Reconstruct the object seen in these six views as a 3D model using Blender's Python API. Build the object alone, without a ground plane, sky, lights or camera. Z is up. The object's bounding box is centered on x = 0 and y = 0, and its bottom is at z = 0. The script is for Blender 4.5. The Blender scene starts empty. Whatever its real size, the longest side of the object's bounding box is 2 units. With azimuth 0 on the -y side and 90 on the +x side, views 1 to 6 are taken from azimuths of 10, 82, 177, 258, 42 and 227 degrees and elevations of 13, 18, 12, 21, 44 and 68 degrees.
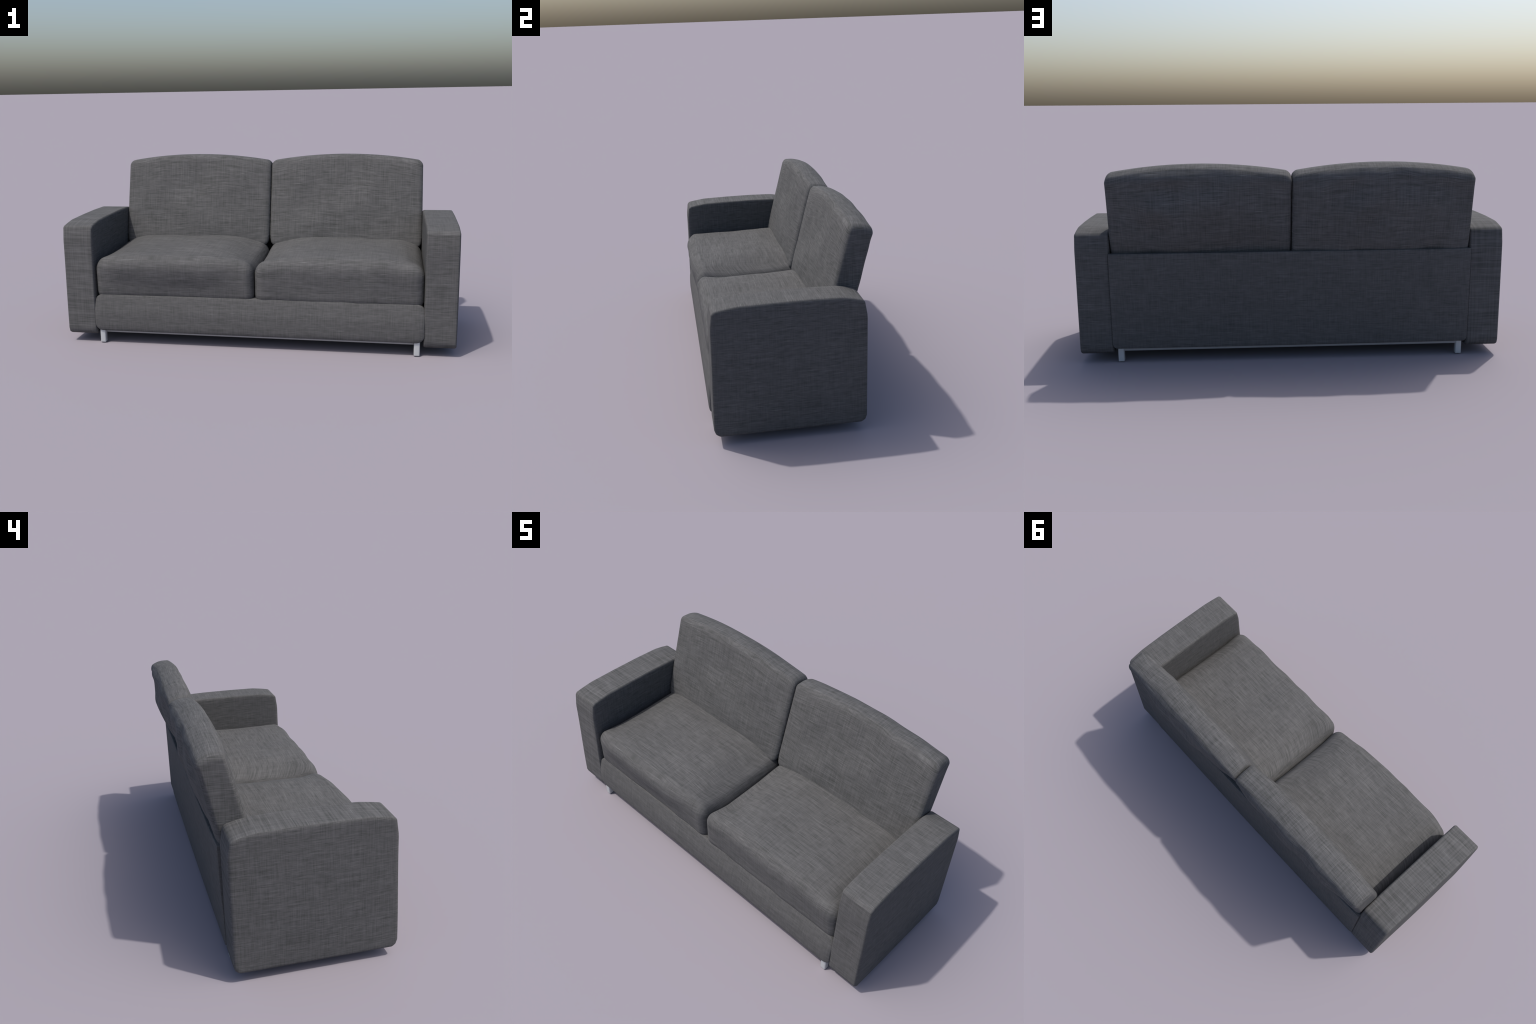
"""Two-seat fabric sofa: arms, puffed seat and back cushions, upholstered base, steel feet."""
import math
import bpy
from mathutils import Vector, noise

noise.seed_set(7)

# ------------------------------------------------------------------ helpers
def smooth(a, b, x):
    t = min(1.0, max(0.0, (x - a) / (b - a)))
    return t * t * (3 - 2 * t)


def bump(x, c, w):
    return math.exp(-((x - c) / w) ** 2)


def interp(points, x):
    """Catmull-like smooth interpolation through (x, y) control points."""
    if x <= points[0][0]:
        return points[0][1]
    for (x0, y0), (x1, y1) in zip(points, points[1:]):
        if x <= x1:
            return y0 + (y1 - y0) * (x - x0) / (x1 - x0)
    return points[-1][1]


def axis_samples(half, r, n_flat, n_round):
    """Coordinates -half..half: n_round steps inside each rounded end, n_flat between."""
    flat = half - r
    out = [-half + r * (1 - math.tan(math.pi / 4 * (1 - i / n_round))) for i in range(n_round)]
    out += [-flat + 2 * flat * i / n_flat for i in range(n_flat)]
    out += [flat + r * math.tan(math.pi / 4 * i / n_round) for i in range(n_round + 1)]
    return out


def rounded_box(lo, hi, r, flat=(10, 10, 10), rnd=4, shape=None):
    """Vertices and quads of a box lo..hi whose edges are rounded by radii r, then reshaped."""
    c = [(a + b) / 2 for a, b in zip(lo, hi)]
    h = [(b - a) / 2 for a, b in zip(lo, hi)]
    r = [min(q, k * 0.98) for q, k in zip(r, h)]
    ax = [axis_samples(h[i], r[i], flat[i], rnd) for i in range(3)]
    n = [len(a) for a in ax]
    index, verts, faces = {}, [], []

    def vertex(i, j, k):
        key = (i, j, k)
        if key not in index:
            p = [ax[0][i], ax[1][j], ax[2][k]]
            inner = [min(h[m] - r[m], max(-(h[m] - r[m]), p[m])) for m in range(3)]
            d = Vector([(p[m] - inner[m]) / r[m] for m in range(3)])
            if d.length > 1e-9:
                d.normalize()
            q = [c[m] + inner[m] + r[m] * d[m] for m in range(3)]
            index[key] = len(verts)
            verts.append(tuple(shape(*q)) if shape else tuple(q))
        return index[key]

    for a in range(3):
        b, e = (a + 1) % 3, (a + 2) % 3
        for side in (0, n[a] - 1):
            for u in range(n[b] - 1):
                for v in range(n[e] - 1):
                    quad = []
                    for du, dv in ((0, 0), (1, 0), (1, 1), (0, 1)):
                        ijk = [0, 0, 0]
                        ijk[a], ijk[b], ijk[e] = side, u + du, v + dv
                        quad.append(vertex(*ijk))
                    faces.append(quad if side else quad[::-1])
    return verts, faces


def mesh_object(name, parts, material, parent):
    """One object out of several (verts, faces) pieces."""
    verts, faces = [], []
    for v, f in parts:
        base = len(verts)
        verts += v
        faces += [[i + base for i in q] for q in f]
    mesh = bpy.data.meshes.new(name)
    mesh.from_pydata(verts, [], faces)
    mesh.validate()
    for p in mesh.polygons:
        p.use_smooth = True
    mesh.materials.append(material)
    ob = bpy.data.objects.new(name, mesh)
    bpy.context.scene.collection.objects.link(ob)
    ob.parent = parent
    return ob


# ------------------------------------------------------------------ materials
def fabric(name, weft=1.0, warp=1.0, contrast=1.0, coarse=1.0, wobble=0.004, tone=1.0, fine_sides=1.0,
           fold_z=9.0, fold_y=-9.0, lean=1.0, arch=0.0):
    """Grey melange linen. weft/warp: strength of the threads; coarse: thread size
    on front, top and back; fine_sides: thread size on the faces that look along x;
    fold_z, fold_y: height and depth where the cloth turns over the front edge; lean: how much
    depth counts on the upright faces."""
    mat = bpy.data.materials.new(name)
    mat.use_nodes = True
    nt = mat.node_tree
    nodes, links = nt.nodes, nt.links
    bsdf = nodes["Principled BSDF"]
    bsdf.inputs["Roughness"].default_value = 0.9
    bsdf.inputs["Specular IOR Level"].default_value = 0.2

    def math_node(op, a, b=None, c=None, clamp=False):
        n = nodes.new("ShaderNodeMath")
        n.operation, n.use_clamp = op, clamp
        for i, v in enumerate((a, b, c)):
            if v is None:
                continue
            if isinstance(v, (int, float)):
                n.inputs[i].default_value = v
            else:
                links.new(v, n.inputs[i])
        return n.outputs[0]

    tc = nodes.new("ShaderNodeTexCoord")
    pos = nodes.new("ShaderNodeSeparateXYZ")
    links.new(tc.outputs["Object"], pos.inputs[0])
    nrm = nodes.new("ShaderNodeSeparateXYZ")
    links.new(tc.outputs["Normal"], nrm.inputs[0])
    x, y, z = pos.outputs
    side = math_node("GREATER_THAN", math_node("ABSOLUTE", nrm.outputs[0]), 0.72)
    # along the threads: x on front, top and back, y on the ends; the other way: y + z or z
    p = math_node("ADD", x, math_node("MULTIPLY", side, math_node("SUBTRACT", y, x)))
    upright = math_node("GREATER_THAN", math_node("ABSOLUTE", nrm.outputs[1]), 0.6)
    depth = math_node("MULTIPLY", math_node("MAXIMUM", y, fold_y), math_node("MULTIPLY_ADD", upright, lean - 1.0, 1.0))
    height = z
    if arch:  # threads follow the arched top edge
        s = math_node("DIVIDE", math_node("SUBTRACT", math_node("ABSOLUTE", x), 0.418), 0.418)
        rise = nodes.new("ShaderNodeMapRange")
        rise.interpolation_type = "SMOOTHSTEP"
        rise.inputs["From Min"].default_value, rise.inputs["From Max"].default_value = 0.70, 0.88
        links.new(z, rise.inputs["Value"])
        lift = math_node("MULTIPLY", math_node("SUBTRACT", 1.0, math_node("MULTIPLY", s, s)), arch)
        height = math_node("SUBTRACT", z, math_node("MULTIPLY", lift, rise.outputs[0]))
    q_cloth = math_node("ADD", math_node("MINIMUM", height, fold_z), depth)
    q = math_node("ADD", z, math_node("MULTIPLY", math_node("SUBTRACT", 1.0, side), math_node("SUBTRACT", q_cloth, z)))
    low = nodes.new("ShaderNodeTexNoise")
    low.inputs["Scale"].default_value = 5.5
    low.inputs["Detail"].default_value = 1.0
    links.new(tc.outputs["Object"], low.inputs["Vector"])
    q = math_node("MULTIPLY_ADD", math_node("SUBTRACT", low.outputs["Fac"], 0.5), wobble * 8, q)
    p = math_node("MULTIPLY_ADD", math_node("SUBTRACT", low.outputs["Fac"], 0.5), wobble * 4, p)

    size = math_node("MULTIPLY_ADD", side, 1.0 / fine_sides - 1.0 / coarse, 1.0 / coarse)

    def threads(sp, sq, seed, detail=2.0):
        v = nodes.new("ShaderNodeCombineXYZ")
        links.new(math_node("MULTIPLY_ADD", math_node("MULTIPLY", p, size), sp, seed), v.inputs[0])
        links.new(math_node("MULTIPLY_ADD", math_node("MULTIPLY", q, size), sq, seed * 1.7), v.inputs[1])
        n = nodes.new("ShaderNodeTexNoise")
        n.noise_dimensions = "2D"
        n.inputs["Scale"].default_value = 1.0
        n.inputs["Detail"].default_value = detail
        n.inputs["Roughness"].default_value = 0.6
        links.new(v.outputs[0], n.inputs["Vector"])
        return math_node("SUBTRACT", n.outputs["Fac"], 0.5)

    terms = [
        (threads(7, 210, 3.1), 0.80 * weft),
        (threads(20, 420, 11.7, 1.0), 0.50 * weft),
        (threads(3, 60, 23.3), 0.30 * weft),
        (threads(230, 7, 31.9), 0.80 * warp),
        (threads(70, 4, 47.3, 1.0), 0.20 * warp),
        (threads(22, 44, 5.5, 3.0), 0.38),
    ]
    value = 1.0
    for t, amount in terms:
        value = math_node("MULTIPLY_ADD", t, amount * contrast, value)
    # scarce bright slubs along the weft
    slub = math_node("MULTIPLY", math_node("SUBTRACT", threads(10, 230, 71.0, 1.0), 0.17), 2.6, clamp=True)
    value = math_node("ADD", value, math_node("MULTIPLY", slub, weft))
    big = nodes.new("ShaderNodeTexNoise")
    big.inputs["Scale"].default_value = 5.0
    big.inputs["Detail"].default_value = 3.0
    links.new(tc.outputs["Object"], big.inputs["Vector"])
    value = math_node("MULTIPLY_ADD", math_node("SUBTRACT", big.outputs["Fac"], 0.5), 0.12 * contrast, value)
    value = math_node("MAXIMUM", value, 0.45)

    hue = nodes.new("ShaderNodeValToRGB")
    # dark threads lean green, light ones lean mauve
    hue.color_ramp.elements[0].position = 0.72
    hue.color_ramp.elements[0].color = (0.0838, 0.0862, 0.0850, 1)
    hue.color_ramp.elements[1].position = 1.0
    hue.color_ramp.elements[1].color = (0.0858, 0.0858, 0.0868, 1)
    links.new(value, hue.inputs[0])
    mul = nodes.new("ShaderNodeVectorMath")
    mul.operation = "SCALE"
    links.new(hue.outputs[0], mul.inputs[0])
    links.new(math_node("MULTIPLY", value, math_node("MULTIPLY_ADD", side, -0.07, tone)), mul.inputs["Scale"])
    links.new(mul.outputs[0], bsdf.inputs["Base Color"])
    b = nodes.new("ShaderNodeBump")
    b.inputs["Strength"].default_value = 0.12
    b.inputs["Distance"].default_value = 0.002
    links.new(value, b.inputs["Height"])
    links.new(b.outputs[0], bsdf.inputs["Normal"])
    return mat


def plain(name, color, rough, metallic=0.0):
    mat = bpy.data.materials.new(name)
    mat.use_nodes = True
    nt = mat.node_tree
    bsdf = nt.nodes["Principled BSDF"]
    n = nt.nodes.new("ShaderNodeTexNoise")
    n.inputs["Scale"].default_value = 40
    tc = nt.nodes.new("ShaderNodeTexCoord")
    nt.links.new(tc.outputs["Object"], n.inputs["Vector"])
    ramp = nt.nodes.new("ShaderNodeValToRGB")
    ramp.color_ramp.elements[0].color = tuple(c * 0.94 for c in color) + (1,)
    ramp.color_ramp.elements[1].color = tuple(min(1, c * 1.06) for c in color) + (1,)
    nt.links.new(n.outputs["Fac"], ramp.inputs[0])
    nt.links.new(ramp.outputs[0], bsdf.inputs["Base Color"])
    bsdf.inputs["Roughness"].default_value = rough
    bsdf.inputs["Metallic"].default_value = metallic
    return mat


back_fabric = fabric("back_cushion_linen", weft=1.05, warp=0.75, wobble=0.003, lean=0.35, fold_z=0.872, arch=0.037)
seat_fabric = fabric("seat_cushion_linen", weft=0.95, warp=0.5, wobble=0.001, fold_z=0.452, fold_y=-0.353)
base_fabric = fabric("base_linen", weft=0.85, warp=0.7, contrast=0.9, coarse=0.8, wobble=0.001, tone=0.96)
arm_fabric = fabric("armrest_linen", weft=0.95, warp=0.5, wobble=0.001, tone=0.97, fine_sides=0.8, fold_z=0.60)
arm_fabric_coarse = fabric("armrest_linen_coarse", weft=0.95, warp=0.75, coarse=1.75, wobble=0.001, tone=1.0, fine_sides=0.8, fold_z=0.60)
steel = plain("brushed_steel", (0.47, 0.49, 0.50), 0.42, 0.2)
rail_steel = plain("shaded_steel", (0.33, 0.34, 0.35), 0.5, 0.2)  # darker copy of the foot steel; shade under the base put into its colour
lining = plain("dark_lining", (0.03, 0.03, 0.032), 0.9)

# ------------------------------------------------------------------ the sofa
sofa = bpy.data.objects.new("sofa", None)
bpy.context.scene.collection.objects.link(sofa)
sofa["label"] = "grey linen two-seat sofa with boxy arms and steel feet"
sofa["category"] = "sofa"

# --- armrests: upright slabs, slightly crowned on top, edges pulled in near the top
CROWN = [(-0.37, -0.004), (-0.355, 0.0), (-0.25, 0.015), (-0.1, 0.0185), (0.05, 0.0195), (0.19, 0.0165), (0.284, 0.0), (0.3, -0.004)]


def arm_shape(sign):
    def shape(x, y, z):
        s = abs(x)
        outer = smooth(0.90, 0.985, s)
        # the broad outer face is faintly pillowed
        x += sign * 0.008 * outer * (1 - ((y + 0.035) / 0.335) ** 2) * (1 - ((z - 0.33) / 0.29) ** 2)
        z += interp(CROWN, y) * smooth(0.56, 0.617, z)
        lean = max(0.0, (z - 0.54) / 0.08)
        if y < -0.30:
            y += 0.011 * lean * smooth(-0.30, -0.365, y)
        if y > 0.23:
            y -= 0.015 * lean * smooth(0.23, 0.295, y)
        y -= math.copysign(0.018, y + 0.035) * max(0.0, (0.062 - z) / 0.022) * smooth(0.30, 0.33, abs(y + 0.035))
        y += -0.006 * smooth(-0.3, -0.365, y) * smooth(0.5, 0.1, z)
        return x, y, z

    return shape


for sign in (-1, 1):
    lo, hi = sorted((sign * 0.8345, sign * 0.9925))
    part = rounded_box((lo, -0.3665, 0.0405), (hi, 0.3, 0.6165), (0.010, 0.016, 0.014), (12, 36, 30), 4, arm_shape(sign))
    mesh_object("armrest", [part], arm_fabric_coarse if sign < 0 else arm_fabric, sofa)


# --- back cushions: leaning slabs with an arched top, puffed at front and back
def back_shape(sign):
    def shape(x, y, z):
        # y arrives as -1..1 (front..back), z as true height, x as distance from the middle of the sofa
        s = (x - 0.418) / 0.418
        t = (z - 0.43) / 0.455
        front = 0.168 + 0.262 * (z - 0.548) + (0.004 if sign > 0 else 0.0)
        back = 0.308 + 0.205 * (z - 0.598)
        edge = max(0.0, 1 - s ** 4) * max(0.0, 1 - (2 * t - 1) ** 4)
        front -= 0.016 * edge * (1 - 0.35 * t) + (0.008 if sign < 0 else 0.002) * (1 - s * s) * t
        puff = max(0.0, 1 - s * s) * max(0.0, 1 - (2 * t - 1) ** 4)
        back += 0.003 + 0.004 * t + puff * (0.033 if sign > 0 else 0.030) * smooth(0.15, 0.55, t) + (-0.015 if sign > 0 else 0.004) * (1 - t)
        if sign > 0:  # a soft fold across the outer half of this cushion's rear
            back += (0.013 * bump(z, 0.715, 0.05) - 0.007 * bump(z, 0.80, 0.03)) * smooth(0.15, 0.4, x) * smooth(0.80, 0.62, x)
        yy = front + (back - front) * (y + 1) / 2
        w = Vector((sign * x * 5.2 + 3.7 * sign, z * 6.0, y * 1.5))
        ridge = edge + 0.35 * t * max(0.0, 1 - s ** 4)
        yy += (0.010 * noise.noise(w) if y < 0 else 0.017 * noise.noise(w * 1.35)) * ridge
        # faint slanting creases
        c = Vector((sign * x * 13 + z * 5, z * 7 - x * 3, y * 2 + sign * 5))
        yy += 0.0055 * noise.noise(c) * edge
        zz = z + 0.037 * (1 - abs(s) ** 2.0) * smooth(0.70, 0.88, z)
        # the top slopes down towards the back, the outer end narrows upwards and backwards
        zz -= 0.027 * max(0.0, (y + 0.3) / 1.3) ** 2 * smooth(0.80, 0.88, z)
        # rounded lower corners
        tuck = max(0.0, 1 - (z - 0.425) / 0.075) ** 2 * 0.012
        x -= tuck * s * abs(s) ** 3
        x -= smooth(0.4, 0.83, x) * (0.004 * (y + 1) / 2 + 0.003 * t)
        return sign * x, yy, zz

    return shape


for sign in (-1, 1):
    verts, faces = rounded_box((0.0012, -1.0, 0.425), (0.8365, 1.0, 0.889), (0.028, 0.30, 0.027), (48, 12, 34), 6, back_shape(sign))
    if sign < 0:
        faces = [f[::-1] for f in faces]
    mesh_object("back_cushion", [(verts, faces)], back_fabric, sofa)


# --- seat cushions: domed top, front face bulging and tucked under
def seat_shape(sign):
    def shape(x, y, z):
        s = (x - 0.4185) / 0.418
        top = smooth(0.33, 0.43, z)
        dome = 1 - abs(s) ** 3.6
        depth = interp([(-0.37, 0.0), (-0.33, 0.45), (-0.2, 0.8), (0.0, 1.0), (0.2, 0.9)], y)
        zz = z + top * dome * (0.016 + 0.022 * depth) - 0.010 * top * smooth(0.75, 1.0, abs(s)) * smooth(0.1, -0.3, y)
        roll = 0.028 * smooth(0.52, 1.0, -s) + 0.015 * smooth(0.70, 1.0, s)  # deeper roll into the middle
        zz -= roll * top * smooth(-0.36, -0.20, y) * (1 - 0.5 * smooth(-0.02, 0.16, y))
        w = Vector((sign * x * 5.0 + sign * 11.3, y * 5.0, z * 4.0))
        zz += top * (0.009 * noise.noise(w) + 0.004 * noise.noise(w * 2.3 + Vector((3, 8, 1)))) * dome
        f = smooth(-0.22, -0.34, y)
        bulge = interp([(0.24, -0.002), (0.28, 0.003), (0.32, 0.010), (0.36, 0.019), (0.39, 0.024), (0.42, 0.022), (0.45, 0.008), (0.48, 0.0)], z)
        wave = 0.55 - 0.2 * dome if sign > 0 else 0.36 + 0.74 * smooth(0.08, 0.30, x) * smooth(0.83, 0.66, x)
        yy = y - f * bulge * (1 - abs(s) ** 12) * wave
        # broad dents and short folds over the front roll
        yy += f * 0.005 * noise.noise(Vector((sign * x * 11 + z * 4 + sign * 7, y * 3, z * 9))) * (1 - abs(s) ** 6)
        yy += f * (0.004 if sign > 0 else 0.008) * noise.noise(w * 1.3 + Vector((4, 1, 7))) * (1 - abs(s) ** 6)
        return sign * x, yy, zz

    return shape


for sign in (-1, 1):
    verts, faces = rounded_box((0.0015, -0.360, 0.225), (0.8365, 0.205, 0.446), (0.045, 0.044, 0.054), (40, 32, 12), 8, seat_shape(sign))
    if sign < 0:
        faces = [f[::-1] for f in faces]
    mesh_object("seat_cushion", [(verts, faces)], seat_fabric, sofa)

# --- upholstered base: rounded front rail, hidden platform, tall back panel
front = rounded_box((-0.839, -0.376, 0.068), (0.839, -0.22, 0.2575), (0.042, 0.010, 0.038), (60, 6, 10), 6,
                    lambda x, y, z: (x, y + smooth(-0.3, -0.37, y) * (0.012 * smooth(0.16, 0.256, z) - 0.006 * smooth(0.26, 0.12, z)), z))
mesh_object("front_rail", [front], base_fabric, sofa)
mesh_object("platform", [rounded_box((-0.832, -0.24, 0.074), (0.832, 0.29, 0.245), (0.01, 0.01, 0.01), (4, 4, 4), 2)], lining, sofa)


def panel_shape(x, y, z):
    # upper corners are square, lower ones keep their round
    dx, dz = abs(x) - (0.8385 - 0.022), z - (0.5215 - 0.022)
    if dx > 0 and dz > 0:
        grow = math.hypot(dx, dz) / max(dx, dz)
        x, z = math.copysign(0.8385 - 0.022 + dx * grow, x), 0.5215 - 0.022 + dz * grow
    return x, y + 0.010 * smooth(0.05, 0.5, z) + 0.003 * (1 - (x / 0.84) ** 2), z


panel = rounded_box((-0.8385, 0.272, 0.069), (0.8385, 0.304, 0.5215), (0.022, 0.004, 0.022), (60, 3, 20), 4, panel_shape)
mesh_object("back_panel", [panel], base_fabric, sofa)

# --- steel frame and feet
foot_mesh = None
for fx, fy in ((-0.805, -0.354), (0.805, -0.354), (-0.805, 0.272), (0.805, 0.272)):
    if foot_mesh is None:
        ob = mesh_object("foot", [rounded_box((-0.0145, -0.0145, 0.0), (0.0145, 0.0145, 0.072), (0.006, 0.006, 0.005), (2, 2, 4), 3)], steel, sofa)
        foot_mesh = ob.data
    else:
        ob = bpy.data.objects.new("foot", foot_mesh)
        bpy.context.scene.collection.objects.link(ob)
        ob.parent = sofa
    ob.location = (fx, fy, 0.0)
bars = [rounded_box((-0.80, y - 0.010, 0.0515), (0.80, y + 0.010, 0.0700), (0.003, 0.003, 0.003), (4, 1, 1), 2) for y in (-0.338, 0.272)]
bars += [rounded_box((x - 0.010, -0.335, 0.0495), (x + 0.010, 0.268, 0.0705), (0.003, 0.003, 0.003), (1, 4, 1), 2) for x in (-0.805, 0.805)]
mesh_object("frame_bar", bars, rail_steel, sofa)
